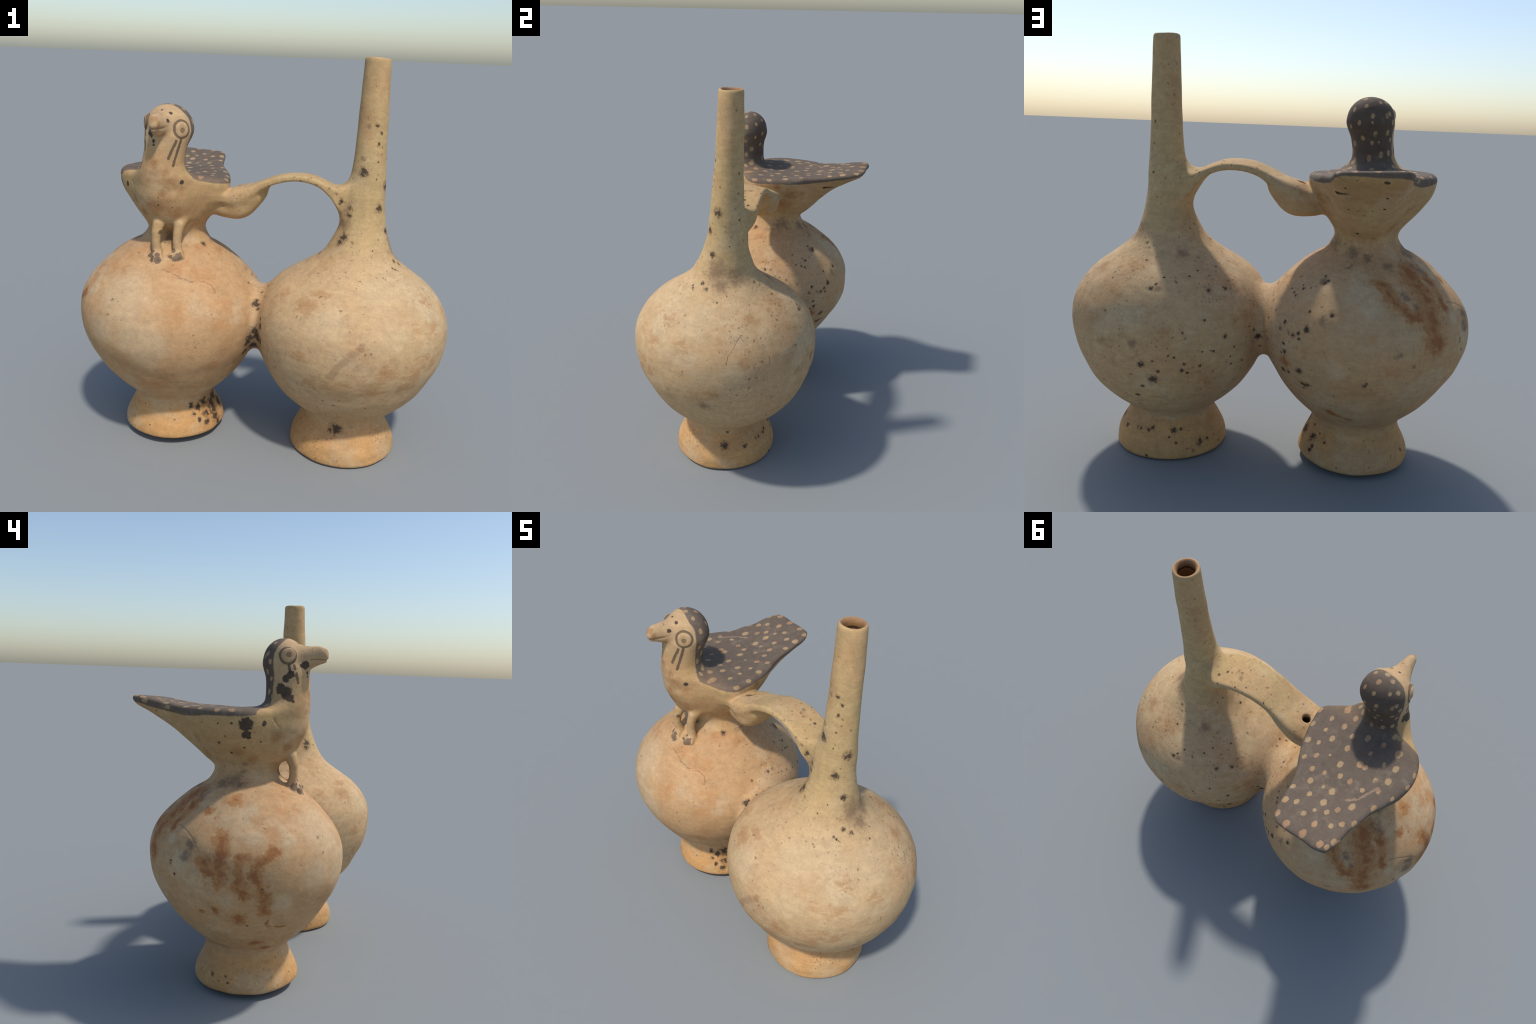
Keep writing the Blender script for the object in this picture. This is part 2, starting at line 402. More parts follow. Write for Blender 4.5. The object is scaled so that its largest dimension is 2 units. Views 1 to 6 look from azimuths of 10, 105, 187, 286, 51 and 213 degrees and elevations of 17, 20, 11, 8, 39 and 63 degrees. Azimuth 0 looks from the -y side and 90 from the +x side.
NECK_DOTS = [
    (-.373, -.138, 1.690, .013), (-.428, -.119, 1.709, .012), (-.461, -.099, 1.664, .012), (-.525, -.125, 1.668, .013), (-.361, -.139, 1.613, .011), 
    (-.400, -.106, 1.631, .012), (-.460, -.095, 1.634, .007), (-.478, -.111, 1.582, .014), (-.534, -.138, 1.590, .014), (-.420, -.125, 1.562, .013), 
    (-.382, -.170, 1.536, .016), (-.464, -.119, 1.540, .012), (-.544, -.153, 1.496, .014), (-.510, -.128, 1.487, .016), (-.455, -.121, 1.464, .013), 
    (-.387, -.166, 1.455, .016), (-.578, -.180, 1.449, .011), (-.496, -.122, 1.544, .007), (-.560, -.188, 1.558, .012), (-.492, -.144, 1.728, .011), 
    (-.383, -.204, 1.732, .013), (-.436, -.212, 1.753, .016), (-.422, -.162, 1.742, .017), (-.475, -.193, 1.752, .014), (-.518, -.169, 1.728, .014), 
    (-.343, -.191, 1.676, .015), (-.352, -.198, 1.587, .015), (-.375, -.201, 1.500, .015), (-.355, -.198, 1.434, .015), (-.301, -.168, 1.409, .015), 
    (-.367, -.139, 1.419, .015), (-.555, -.155, 1.638, .014), (-.548, -.162, 1.558, .011), (-.563, -.175, 1.475, .011), (-.537, -.140, 1.680, .014), ]
EYE_CENTRE = [
    (-.366, -.275, 1.646), (-.562, -.246, 1.672), ]
EYE_PUPIL = [
    (-.366, -.276, 1.641), (-.561, -.247, 1.673), ]
# fire-clouds, soot, pits and stains
BIRD_BLACK = [
    (-.424, -.319, 1.685, .013), (-.424, -.276, 1.717, .011), (-.467, -.269, 1.728, .007), (-.367, -.284, 1.399, .014), (-.471, -.317, 1.289, .005), 
    (-.408, -.297, 1.276, .004), (-.734, -.101, 1.348, .042), (-.714, -.097, 1.300, .027), (-.702, -.105, 1.287, .014), (-.677, -.171, 1.353, .015), 
    (-.755, .029, 1.350, .006), (-.731, .117, 1.349, .005), (-.752, -.037, 1.352, .007), (-.726, .001, 1.290, .006), (-.656, -.151, 1.265, .007), 
    (-.678, -.078, 1.235, .007), (-.662, -.012, 1.206, .008), (-.693, .041, 1.257, .012), (-.570, -.216, 1.513, .031), (-.572, -.243, 1.495, .036), 
    (-.573, -.261, 1.473, .025), (-.574, -.277, 1.456, .011), (-.563, -.238, 1.563, .022), (-.557, -.259, 1.581, .023), (-.506, -.316, 1.627, .025), 
    (-.521, -.300, 1.623, .010), (-.491, -.323, 1.591, .011), (-.490, -.326, 1.572, .008), (-.531, .512, 1.406, .014), (-.383, .285, 1.267, .009), 
    (-.539, .384, 1.335, .009), (-.532, .312, 1.283, .007), (-.371, .441, 1.373, .008), (-.317, .206, 1.271, .007), (-.418, .518, 1.411, .005), 
    (-.625, .396, 1.383, .006), (-.324, .127, 1.196, .006), (-.426, .172, 1.152, .009), ]
BIRD_BROWN = [
    (-.485, -.335, 1.490, .026), (-.428, -.329, 1.451, .032), (-.413, -.325, 1.404, .048), (-.367, -.281, 1.363, .032), (-.480, -.307, 1.268, .049), 
    (-.400, -.279, 1.246, .049), (-.449, -.331, 1.350, .026), (-.462, -.410, 1.701, .023), (-.443, -.396, 1.667, .026), (-.442, -.335, 1.621, .021), 
    (-.617, -.220, 1.288, .039), (-.561, -.259, 1.240, .040), (-.664, -.045, 1.209, .045), (-.624, -.104, 1.180, .039), (-.150, -.062, 1.351, .017), 
    (-.270, .067, 1.226, .071), (-.202, .045, 1.360, .035), (-.241, .119, 1.298, .052), (-.281, .185, 1.302, .028), (-.569, .139, 1.189, .034), 
    (-.632, .171, 1.273, .033), ]
CLAW_DARK = [
    (-.527, -.293, 1.033, .015), (-.506, -.312, 1.025, .013), (-.477, -.318, 1.017, .023), (-.482, -.309, 1.038, .015), (-.505, -.297, 1.052, .008), 
    (-.474, -.283, 1.147, .014), (-.409, -.276, 1.058, .014), (-.420, -.295, 1.031, .013), (-.394, -.306, 1.027, .015), (-.379, -.292, 1.034, .023), 
    (-.380, -.294, 1.021, .013), (-.375, -.280, 1.048, .009), (-.522, -.290, 1.039, .025), (-.507, -.314, 1.018, .020), ]
SV_BLACK = [
    (.580, -.060, 1.406, .023), (.516, -.090, 1.691, .012), (.538, -.083, 1.659, .006), (.532, -.092, 1.609, .007), (.472, -.112, 1.460, .015), 
    (.378, -.115, 1.325, .017), (.538, -.108, 1.443, .004), (.536, -.100, 1.524, .005), (.580, -.061, 1.405, .020), (.561, -.108, 1.304, .020), 
    (.601, -.081, 1.191, .018), (.653, -.116, 1.051, .011), (.683, -.084, 1.029, .008), (.647, -.169, 1.033, .007), (.669, -.161, 1.021, .005), 
    (.537, -.109, 1.443, .005), (.531, -.093, 1.609, .005), (.545, -.186, 1.114, .005), (.567, -.148, 1.161, .005), (.471, -.110, 1.478, .025), 
    (.559, -.109, 1.305, .018), (.577, -.069, 1.402, .015), (.600, -.080, 1.194, .017), (.535, -.091, 1.609, .008), (.539, -.082, 1.659, .008), 
    (.404, -.146, 1.162, .027), (.385, -.148, 1.131, .020), (.424, -.119, 1.261, .015), (.429, -.113, 1.297, .013), (.445, -.264, .190, .033), 
    (.415, -.263, .174, .015), (.582, -.054, 1.400, .021), (.563, -.106, 1.307, .015), (.601, -.079, 1.191, .018), (.676, -.090, 1.035, .013), 
    (.654, -.120, 1.048, .010), (.661, -.166, 1.025, .008), (.534, .037, 1.601, .006), (.540, .035, 1.502, .006), (.539, .042, 1.367, .008), 
    (.694, .011, .135, .024), (.648, .108, .119, .013), (.728, -.014, .992, .006), (.688, .023, 1.014, .005), (.585, .004, 1.238, .005), 
    (.668, .017, .206, .011), (.518, .174, .137, .011), (.516, .209, .018, .010), (.474, .415, .560, .018), (.399, .404, .530, .009), 
    (.425, .391, .487, .026), (.285, .384, .564, .009), (.296, .379, .534, .011), (.275, .365, .521, .008), (.224, .351, .553, .009), 
    (.327, .403, .596, .006), (.353, .411, .605, .006), (.419, .419, .581, .006), (.169, .324, .613, .009), (.179, .333, .619, .006), 
    (.213, .356, .620, .005), (.127, .293, .675, .012), (.150, .205, .875, .010), (.210, .264, .874, .014), (.107, .240, .533, .007), 
    (.067, .183, .532, .007), (.109, .257, .572, .005), (.093, .248, .617, .007), (.293, .396, .712, .007), (.480, .372, .442, .009), 
    (.513, .333, .381, .012), (.394, .165, .142, .016), (.276, .121, .074, .018), (.249, .087, .077, .010), (.496, .174, .146, .013), 
    (.641, .112, .124, .010), (.409, .184, .112, .007), (.363, .152, .146, .008), (.560, .161, .133, .007), (.213, .125, .953, .006), 
    (.305, .248, .929, .006), (.281, .203, .946, .006), (.409, .291, .926, .006), (.210, .345, .762, .007), (.376, .185, .087, .008), 
    (.543, .122, 1.045, .008), (.536, .121, 1.049, .005), (.517, .208, .980, .006), (.548, .194, .984, .004), (.453, .340, .885, .011), 
    (.433, .324, .900, .007), (.560, .260, .942, .004), (.212, .056, 1.422, .006), (.161, .032, 1.430, .005), (.043, -.011, 1.416, .004), 
    (.049, .046, 1.409, .005), (.303, -.005, 1.404, .007), (.337, .023, 1.384, .008), (.314, .068, 1.380, .006), (.007, .045, 1.392, .003), 
    (.288, -.072, 1.047, .009), (.363, .032, 1.110, .005), (.200, -.058, 1.440, .004), (.060, -.077, 1.427, .003), (.167, .062, 1.419, .004), ]
SV_SOFT = [
    (.366, .151, 1.007, .051), (.506, .424, .657, .033), (.422, .337, .885, .026), (.451, .345, .879, .016), (.627, -.057, 1.125, .055), 
    (.659, -.021, 1.054, .064), (.628, -.042, 1.118, .094), (.606, .041, 1.088, .084), (.481, -.091, 1.687, .022), (.466, -.101, 1.536, .023), 
    (.408, -.107, 1.287, .048), (.406, -.118, 1.215, .048), (.918, -.021, .517, .045), (.214, .003, 1.431, .017), (-.027, -.067, 1.391, .010), 
    (.245, .041, 1.417, .010), (.321, -.093, 1.079, .011), (.249, -.030, 1.426, .012), (-.170, .011, 1.340, .010), (.366, -.014, 1.383, .014), ]
SV_ORANGE = [
    (.302, -.479, .531, .086), (.387, -.507, .541, .070), (.482, -.520, .560, .056), (.635, -.507, .647, .056), (.743, -.452, .649, .050), 
    (.755, -.409, .538, .073), (.824, -.381, .671, .072), (.273, -.411, .891, .083), (.322, -.371, .940, .070), (.145, -.291, .894, .058), 
    (.606, -.483, .526, .100), (.268, -.498, .673, .070), (.785, -.412, .609, .088), (.656, -.496, .622, .076), (.866, -.325, .641, .062), 
    (.524, -.533, .751, .031), (.910, -.140, .821, .061), (.776, -.386, .824, .048), (.576, .230, .959, .102), (.741, .158, .929, .056), 
    (.812, -.234, .905, .072), (.850, -.313, .802, .073), (.935, .031, .602, .057), (.602, .328, .873, .073), (.879, .172, .768, .055), 
    (.630, .225, .945, .046), (.375, .420, .695, .049), (.668, .384, .639, .045), (.213, .313, .480, .039), (.203, .287, .446, .026), 
    (.088, .240, .747, .038), (.120, .160, .879, .070), (.054, .190, .747, .070), ]
SV_CREAM = [
    (.379, -.489, .844, .122), (.608, -.341, .958, .154), (.672, -.463, .822, .110), (.651, -.254, .989, .144), (.830, -.250, .881, .108), 
    (.831, -.076, .921, .154), (.913, .125, .716, .083), (.832, .128, .875, .083), (.503, .413, .764, .068), (.461, .390, .484, .077), 
    (.469, .252, .955, .038), ]
BV_BLACK = [
    (-.006, -.183, .785, .024), (.008, -.202, .768, .013), (-.001, -.168, .800, .012), (.012, -.125, .831, .009), (.041, -.183, .835, .007), 
    (.040, -.097, .860, .008), (-.062, -.100, .865, .008), (.031, -.264, .742, .013), (.035, -.280, .708, .023), (.004, -.231, .660, .032), 
    (.018, -.240, .636, .041), (-.024, -.223, .616, .035), (-.013, -.188, .564, .036), (-.038, -.229, .592, .029), (.056, -.315, .680, .012), 
    (.068, -.326, .621, .010), (.041, -.283, .628, .026), (-.051, -.212, .536, .018), (-.251, -.072, .189, .041), (-.279, -.159, .195, .028), 
    (-.295, -.194, .176, .022), (-.230, -.117, .133, .036), (-.258, -.175, .134, .024), (-.218, -.131, .097, .028), (-.329, -.219, .194, .020), 
    (-.227, -.024, .130, .037), (-.278, -.223, .114, .016), (-.244, -.195, .093, .020), (-.310, -.228, .148, .012), (-.203, -.118, .064, .020), 
    (-.248, -.116, .167, .036), (-.301, -.110, 1.059, .015), (-.372, -.179, 1.066, .007), (.004, .126, .638, .019), (.023, .144, .671, .008), 
    (.040, .176, .695, .006), (-.050, .180, .745, .006), (-.043, .178, .678, .005), (-.050, .192, .655, .005), (-.117, .282, .731, .011), 
    (-.140, .295, .766, .011), (-.159, .324, .728, .012), (-.205, .358, .741, .010), (-.209, .365, .714, .009), (-.240, .373, .763, .017), 
    (-.179, .342, .722, .012), (-.138, .307, .671, .008), (-.143, .309, .635, .015), (-.129, .293, .626, .007), (-.137, .256, .533, .016), 
    (-.162, .285, .534, .010), (-.213, .342, .565, .018), (-.226, .311, .497, .013), (-.251, .328, .499, .012), (-.234, .295, .469, .007), 
    (-.269, .077, .134, .021), (-.271, .107, .104, .014), (-.331, .135, .140, .009), (-.261, .108, .084, .014), (-.278, .045, .185, .007), 
    (-.283, .082, .148, .008), (-.306, .094, .166, .006), (-.346, .382, .836, .009), (-.248, .341, .832, .007), (-.498, .416, .549, .011), 
    (-.507, .422, .562, .007), (-.241, -.022, .155, .008), (-.207, .232, .905, .009), (-.241, .250, .916, .007), (-.265, .255, .926, .005), 
    (-.305, .258, .944, .014), (-.314, .254, .951, .010), (-.301, .223, .967, .007), (-.188, .156, .940, .009), (-.167, .217, .883, .007), 
    (-.175, .238, .874, .011), (-.152, .186, .891, .006), (-.124, .137, .894, .005), (-.066, .016, .873, .011), (-.054, .080, .841, .005), 
    (-.085, .212, .793, .006), (-.210, .338, .562, .014), (-.240, .315, .490, .013), (-.260, .336, .502, .009), (-.135, .304, .671, .009), 
    (-.057, .109, .834, .005), (-.207, .215, .916, .005), (-.901, .187, .720, .007), (-.914, .164, .663, .007), (-.900, .192, .705, .006), 
    (-.744, -.354, .878, .004), (-.664, -.443, .838, .006), (-.910, -.252, .639, .006), (-.856, -.171, .441, .006), (-.721, -.044, .080, .007), 
    (-.709, -.025, .106, .007), (-.716, .005, .077, .005), (-.692, .048, .100, .012), (-.574, -.241, .181, .004), (-.529, -.305, .095, .005), ]
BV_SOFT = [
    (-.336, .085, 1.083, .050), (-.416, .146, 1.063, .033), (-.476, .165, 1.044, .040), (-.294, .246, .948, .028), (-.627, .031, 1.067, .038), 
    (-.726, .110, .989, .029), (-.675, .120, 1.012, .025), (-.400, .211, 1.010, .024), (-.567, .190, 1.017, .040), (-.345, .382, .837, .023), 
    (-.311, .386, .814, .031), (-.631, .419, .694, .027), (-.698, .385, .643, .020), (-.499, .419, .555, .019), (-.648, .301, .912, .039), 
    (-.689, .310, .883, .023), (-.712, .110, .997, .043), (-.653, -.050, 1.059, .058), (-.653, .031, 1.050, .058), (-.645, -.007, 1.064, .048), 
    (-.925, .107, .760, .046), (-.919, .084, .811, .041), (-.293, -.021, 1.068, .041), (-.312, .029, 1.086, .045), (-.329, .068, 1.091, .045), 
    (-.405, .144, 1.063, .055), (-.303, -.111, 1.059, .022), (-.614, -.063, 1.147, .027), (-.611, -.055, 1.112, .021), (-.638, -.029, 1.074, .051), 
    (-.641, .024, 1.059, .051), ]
BV_RUST = [
    (-.738, -.187, .318, .049), (-.654, -.205, .263, .030), (-.917, -.038, .519, .028), (-.901, .030, .501, .027), (-.881, -.142, .470, .047), 
    (-.144, .292, .580, .037), (-.758, -.065, 1.000, .043), (-.928, -.054, .824, .038), (-.807, .039, .948, .031), ]
BV_ORANGE = [
    (-.638, -.259, 1.006, .051), (-.701, -.277, .962, .050), (-.800, -.274, .895, .030), (-.642, -.340, .950, .044), (-.763, -.029, .996, .037), 
    (-.884, .029, .877, .018), (-.834, -.010, .932, .025), (-.564, -.236, 1.042, .076), (-.369, -.320, .992, .088), (-.225, -.294, .935, .073), 
    (-.296, -.312, .965, .073), (-.123, -.336, .806, .087), (-.153, -.394, .763, .072), (-.473, -.429, .406, .107), (-.392, -.440, .439, .076), 
    (-.803, -.199, .931, .063), (-.821, -.277, .873, .062), (-.336, -.478, .807, .085), (-.181, -.382, .518, .060), (-.312, -.141, 1.053, .061), 
    (-.238, .383, .659, .033), (-.313, .416, .678, .028), (-.097, .009, .907, .023), (-.092, .059, .894, .023), (-.078, .103, .863, .023), 
    (-.520, .434, .763, .030), (-.610, .416, .618, .057), (-.307, -.116, 1.060, .031), (-.241, -.075, 1.027, .049), (-.388, -.330, .989, .043), ]
BV_CREAM = [
    (-.812, -.163, .936, .073), (-.873, -.202, .861, .054), (-.943, -.096, .579, .055), (-.922, .134, .732, .068), (-.792, -.348, .845, .036), 
    (-.843, -.329, .564, .061), (-.439, .323, .923, .067), (-.503, .370, .877, .061), (-.376, .424, .599, .057), (-.862, .201, .815, .033), 
    (-.608, -.459, .847, .175), (-.496, -.530, .674, .173), (-.716, -.466, .684, .105), (-.082, -.313, .755, .044), (-.929, -.022, .825, .018), ]
# lines: brush strokes, cracks, tool marks, inventory tag
STRIPES = []
STRIPES.append([
    (-.390, -.297, 1.591), (-.399, -.303, 1.570), (-.408, -.309, 1.550), (-.417, -.316, 1.528), (-.421, -.319, 1.513), ])
STRIPES.append([
    (-.373, -.278, 1.598), (-.379, -.281, 1.575), (-.385, -.286, 1.552), (-.392, -.292, 1.526), (-.398, -.299, 1.501), (-.402, -.306, 1.479), ])
STRIPES.append([
    (-.559, -.249, 1.621), (-.559, -.252, 1.605), (-.557, -.258, 1.589), ])
STRIPES.append([
    (-.546, -.272, 1.622), (-.547, -.276, 1.608), ])
STRIPES.append([
    (-.545, -.283, 1.584), (-.543, -.288, 1.565), (-.543, -.292, 1.543), ])
SV_BAND = [
    (.466, -.541, .694), (.496, -.538, .733), (.435, -.537, .652), (.398, -.525, .597), (.533, -.528, .765), ]
CRACK = [
    (.786, .146, .905), (.812, .136, .890), (.843, .129, .863), (.872, .118, .832), (.892, .102, .810), (.910, .099, .772), (.921, .097, .732), 
    (.927, .094, .680), ]
CRACK_D = [
    (-.443, -.347, .985), (-.356, -.361, .953), (-.299, -.353, .933), (-.247, -.325, .925), (-.205, -.312, .905), (-.170, -.332, .862), ]
CRACK_C = [
    (.753, .309, .782), (.782, .280, .788), (.797, .278, .765), (.812, .275, .725), ]
GROOVE = [
    (-.829, .175, .876), (-.869, .129, .860), (-.902, .088, .838), (-.924, .060, .815), (-.941, .040, .791), ]
CRACK_B = [(p[0] - .06, p[1] + .09, p[2] + .10) for p in CRACK[3:6]]
TAG_FRAME = [
    (.388, -.397, .348), (.390, -.360, .309), (.446, -.365, .308), (.444, -.400, .344), (.388, -.397, .348), ]
TAG_INK = [
    (.412, -.378, .323, .001), (.418, -.372, .317, .001), (.428, -.373, .318, .001), (.397, -.375, .322, .002), ]
WING_SCAR = [
    (-.557, .251, 1.411), (-.596, .220, 1.412), (-.618, .177, 1.415), (-.646, .119, 1.417), ]
RUST_PATHS = []
RUST_PATHS.append(([
    (-.908, -.051, .853), (-.946, -.067, .785), (-.961, -.067, .728), (-.963, -.060, .673), ], 0.052))
RUST_PATHS.append(([
    (-.936, -.159, .775), (-.948, -.156, .717), (-.945, -.166, .650), (-.931, -.185, .606), ], 0.044))
RUST_PATHS.append(([
    (-.865, -.295, .802), (-.901, -.257, .770), (-.922, -.227, .730), (-.925, -.225, .664), (-.899, -.262, .611), (-.871, -.254, .526), ], 0.038))
RUST_PATHS.append(([
    (-.957, .010, .743), (-.962, -.024, .706), (-.962, -.068, .693), ], 0.042))
RUST_PATHS.append(([
    (-.793, .323, .728), (-.780, .313, .799), (-.761, .266, .872), (-.726, .234, .920), (-.680, .212, .960), ], 0.056))
RUST_PATHS.append(([
    (-.658, .151, 1.007), (-.685, .200, .965), (-.727, .230, .921), (-.753, .276, .871), (-.773, .313, .809), (-.783, .332, .730), ], 0.064))
RUST_PATHS.append(([
    (-.528, .269, .970), (-.581, .323, .913), (-.623, .349, .875), (-.675, .353, .844), (-.721, .322, .849), ], 0.034))
RUST_PATHS.append(([
    (-.343, .267, .359), (-.392, .260, .338), (-.442, .242, .314), ], 0.022))
RUST_PATHS.append(([
    (-.736, .128, .974), (-.784, .172, .917), (-.810, .212, .869), ], 0.036))
RUST_PATHS.append(([
    (-.879, -.252, .541), (-.811, -.262, .439), (-.713, -.341, .404), ], 0.01))


class Net:
    """Small helper that strings shader nodes together."""
    def __init__(self, name):
        self.m = bpy.data.materials.new(name); self.m.use_nodes = True
        self.t = self.m.node_tree; self.bsdf = self.t.nodes["Principled BSDF"]
        self.P = self.new("ShaderNodeTexCoord").outputs["Object"]
        s = self.new("ShaderNodeSeparateXYZ"); self.link(self.P, s.inputs[0])
        self.x, self.y, self.z = s.outputs
    def new(self, kind, **kw):
        n = self.t.nodes.new(kind)
        for k, v in kw.items(): setattr(n, k, v)
        return n
    def link(self, a, b): self.t.links.new(a, b)
    def put(self, v, sock):
        if hasattr(v, "is_linked") or isinstance(v, bpy.types.NodeSocket): self.link(v, sock)
        else: sock.default_value = v
    def math(self, op, a, b=0.0, c=0.0, clamp=False):
        n = self.new("ShaderNodeMath", operation=op, use_clamp=clamp)
        for s, v in zip(n.inputs, (a, b, c)): self.put(v, s)
        return n.outputs[0]
    def add(self, a, b): return self.math("ADD", a, b)
    def sub(self, a, b): return self.math("SUBTRACT", a, b)
    def mul(self, a, b): return self.math("MULTIPLY", a, b)
    def mx(self, a, b): return self.math("MAXIMUM", a, b)
    def mn(self, a, b): return self.math("MINIMUM", a, b)
    def step(self, v, lo, hi, to=1.0):
        n = self.new("ShaderNodeMapRange", interpolation_type="SMOOTHSTEP")
        self.put(v, n.inputs[0]); n.inputs[1].default_value = lo; n.inputs[2].default_value = hi
        n.inputs[3].default_value = 0; n.inputs[4].default_value = to
        return n.outputs[0]
    def vec(self, op, a, b=(0, 0, 0), scale=None):
        n = self.new("ShaderNodeVectorMath", operation=op)
        self.put(a, n.inputs[0]); self.put(b, n.inputs[1])
        if scale is not None: self.put(scale, n.inputs["Scale"])
        return n.outputs["Value"] if op in ("DISTANCE", "LENGTH", "DOT_PRODUCT") else n.outputs[0]
    def noise(self, scale, detail=4, rough=.55, co=None, stretch=None, colour=False, distort=0.0):
        co = co or self.P
        if stretch: co = self.vec("MULTIPLY", co, stretch)
        n = self.new("ShaderNodeTexNoise")
        self.link(co, n.inputs["Vector"]); n.inputs["Scale"].default_value = scale
        n.inputs["Detail"].default_value = detail; n.inputs["Roughness"].default_value = rough; n.inputs["Distortion"].default_value = distort
        return n.outputs["Color"] if colour else n.outputs["Fac"]
    def warp(self, scale, amount, co=None, detail=3):
        c = self.vec("SUBTRACT", self.noise(scale, detail, co=co, colour=True), (.5, .5, .5))
        return self.vec("ADD", co or self.P, self.vec("SCALE", c, scale=amount))
    def mix(self, f, a, b):
        n = self.new("ShaderNodeMix", data_type="RGBA")
        self.put(f, n.inputs[0])
        for v, s in ((a, n.inputs[6]), (b, n.inputs[7])):
            self.put((*v, 1) if isinstance(v, tuple) else v, s)
        return n.outputs[2]
    def blobs(self, marks, co, stretch=None):
        """1 at the heart of the nearest mark, 0 at its rim, negative outside."""
        best = None
        if stretch: co = self.vec("MULTIPLY", co, stretch)
        for mk in marks:
            c = tuple(a * b for a, b in zip(mk[:3], stretch)) if stretch else tuple(mk[:3])
            d = self.math("MULTIPLY_ADD", self.vec("DISTANCE", co, c), -1.0 / max(mk[3], .003), 1.0)
            best = d if best is None else self.mx(best, d)
        return self.mx(best, -3.0)
    def path(self, pts, co, r):
        """like blobs, along a polyline"""
        best = None
        for a, b in zip(pts[:-1], pts[1:]):
            ab = tuple(q - p for p, q in zip(a, b)); l2 = sum(v * v for v in ab)
            rel = self.vec("SUBTRACT", co, tuple(a[:3]))
            t = self.math("DIVIDE", self.vec("DOT_PRODUCT", rel, ab), l2, clamp=True)
            d = self.vec("DISTANCE", rel, self.vec("SCALE", ab, scale=t))
            d = self.math("MULTIPLY_ADD", d, -1.0 / r, 1.0)
            best = d if best is None else self.mx(best, d)
        return self.mx(best, -3.0)

SOOT, PIT = (.034, .027, .022), (.15, .085, .045)

def clay_ground(n):
    """Shared fabric of the pot: warm buff clay, patchy slip, burnishing, grain."""
    side = n.step(n.add(n.x, n.mul(n.sub(n.noise(5, 3), .5), .25)), -.08, .10)
    col = n.mix(side, (.490, .298, .145), (.522, .350, .182))
    tall = n.mul(n.step(n.z, .98, 1.22), n.step(n.x, -.35, .05))
    col = n.mix(n.mul(tall, .85), col, (.480, .330, .150))
    bird = n.mul(n.step(n.z, 1.04, 1.16), n.step(n.x, -.08, -.25))
    bird_tint = n.step(n.x, -.10, -.24)
    bird = n.mul(n.step(n.z, 1.05, 1.18), bird_tint)
    col = n.mix(n.mul(bird, .9), col, (.445, .290, .135))
    rim = n.step(n.add(n.z, n.mul(n.sub(n.noise(14, 3), .5), .05)), .215, .175)
    col = n.mix(n.mul(rim, .85), col, (.540, .288, .105))
    breast = n.mul(n.mul(bird, n.step(n.y, -.16, -.27)), n.step(n.noise(7, 5, .65), .40, .60))
    col = n.mix(n.mul(breast, .55), col, (.455, .255, .120))
    rear = n.mul(n.step(n.add(n.y, n.mul(n.sub(n.noise(3, 3), .5), .5)), .08, .34), n.step(n.noise(2.6, 4), .30, .62))
    col = n.mix(n.mul(rear, .55), col, (.440, .268, .128))
    # broad patches: thin orange slip, chalky slip, ochre
    a = n.step(n.noise(3.2, 6, .6, distort=.4), .50, .68)
    col = n.mix(n.mul(a, .50), col, (.435, .240, .108))
    e = n.step(n.noise(2.3, 5, .6, co=n.vec("ADD", n.P, (5.1, 2.7, 8.4)), distort=.4), .48, .64)
    col = n.mix(n.mul(e, .42), col, (.515, .308, .155))
    b = n.step(n.noise(4.1, 6, .6, co=n.vec("ADD", n.P, (7.3, 1.1, 4.2)), distort=.5), .50, .66)
    col = n.mix(n.mul(b, .48), col, (.535, .400, .240))
    c = n.step(n.noise(9, 6, .65, co=n.vec("ADD", n.P, (2.3, 9.1, 3.2)), distort=.6), .54, .70)
    col = n.mix(n.mul(c, .42), col, (.375, .215, .100))
    d = n.step(n.noise(1.0, 6, .72, co=n.warp(7, .07, detail=2), stretch=(15, 15, 30)), .54, .70)
    col = n.mix(n.mul(d, .30), col, (.330, .190, .095))
    return col

def finish(n, col, dents=None, strength=.35):
    """burnish streaks, grain and relief"""
    streak = n.noise(1.0, 5, .6, co=n.warp(3, .10, detail=1), stretch=(9, 9, 48))
    grain = n.noise(95, 4, .7)
    fleck = n.noise(30, 5, .65)
    v = n.add(n.add(n.mul(n.sub(streak, .5), .34), n.mul(n.sub(grain, .5), .40)), n.mul(n.sub(fleck, .5), .50))
    g = n.new("ShaderNodeVectorMath", operation="SCALE"); n.put(col, g.inputs[0]); n.put(n.add(1.0, v), g.inputs["Scale"])
    n.link(g.outputs[0], n.bsdf.inputs["Base Color"])
    h = n.add(n.mul(n.noise(95, 2, .7), .35), n.mul(n.noise(26, 3, .65), .8))
    if dents is not None: h = n.sub(h, dents)   # only cheap masks feed the relief
    bump = n.new("ShaderNodeBump"); bump.inputs["Strength"].default_value = strength; bump.inputs["Distance"].default_value = .004
    n.link(h, bump.inputs["Height"]); n.link(bump.outputs[0], n.bsdf.inputs["Normal"])
    n.bsdf.inputs["Roughness"].default_value = .78
    n.bsdf.inputs["Specular IOR Level"].default_value = .18
    return n.m

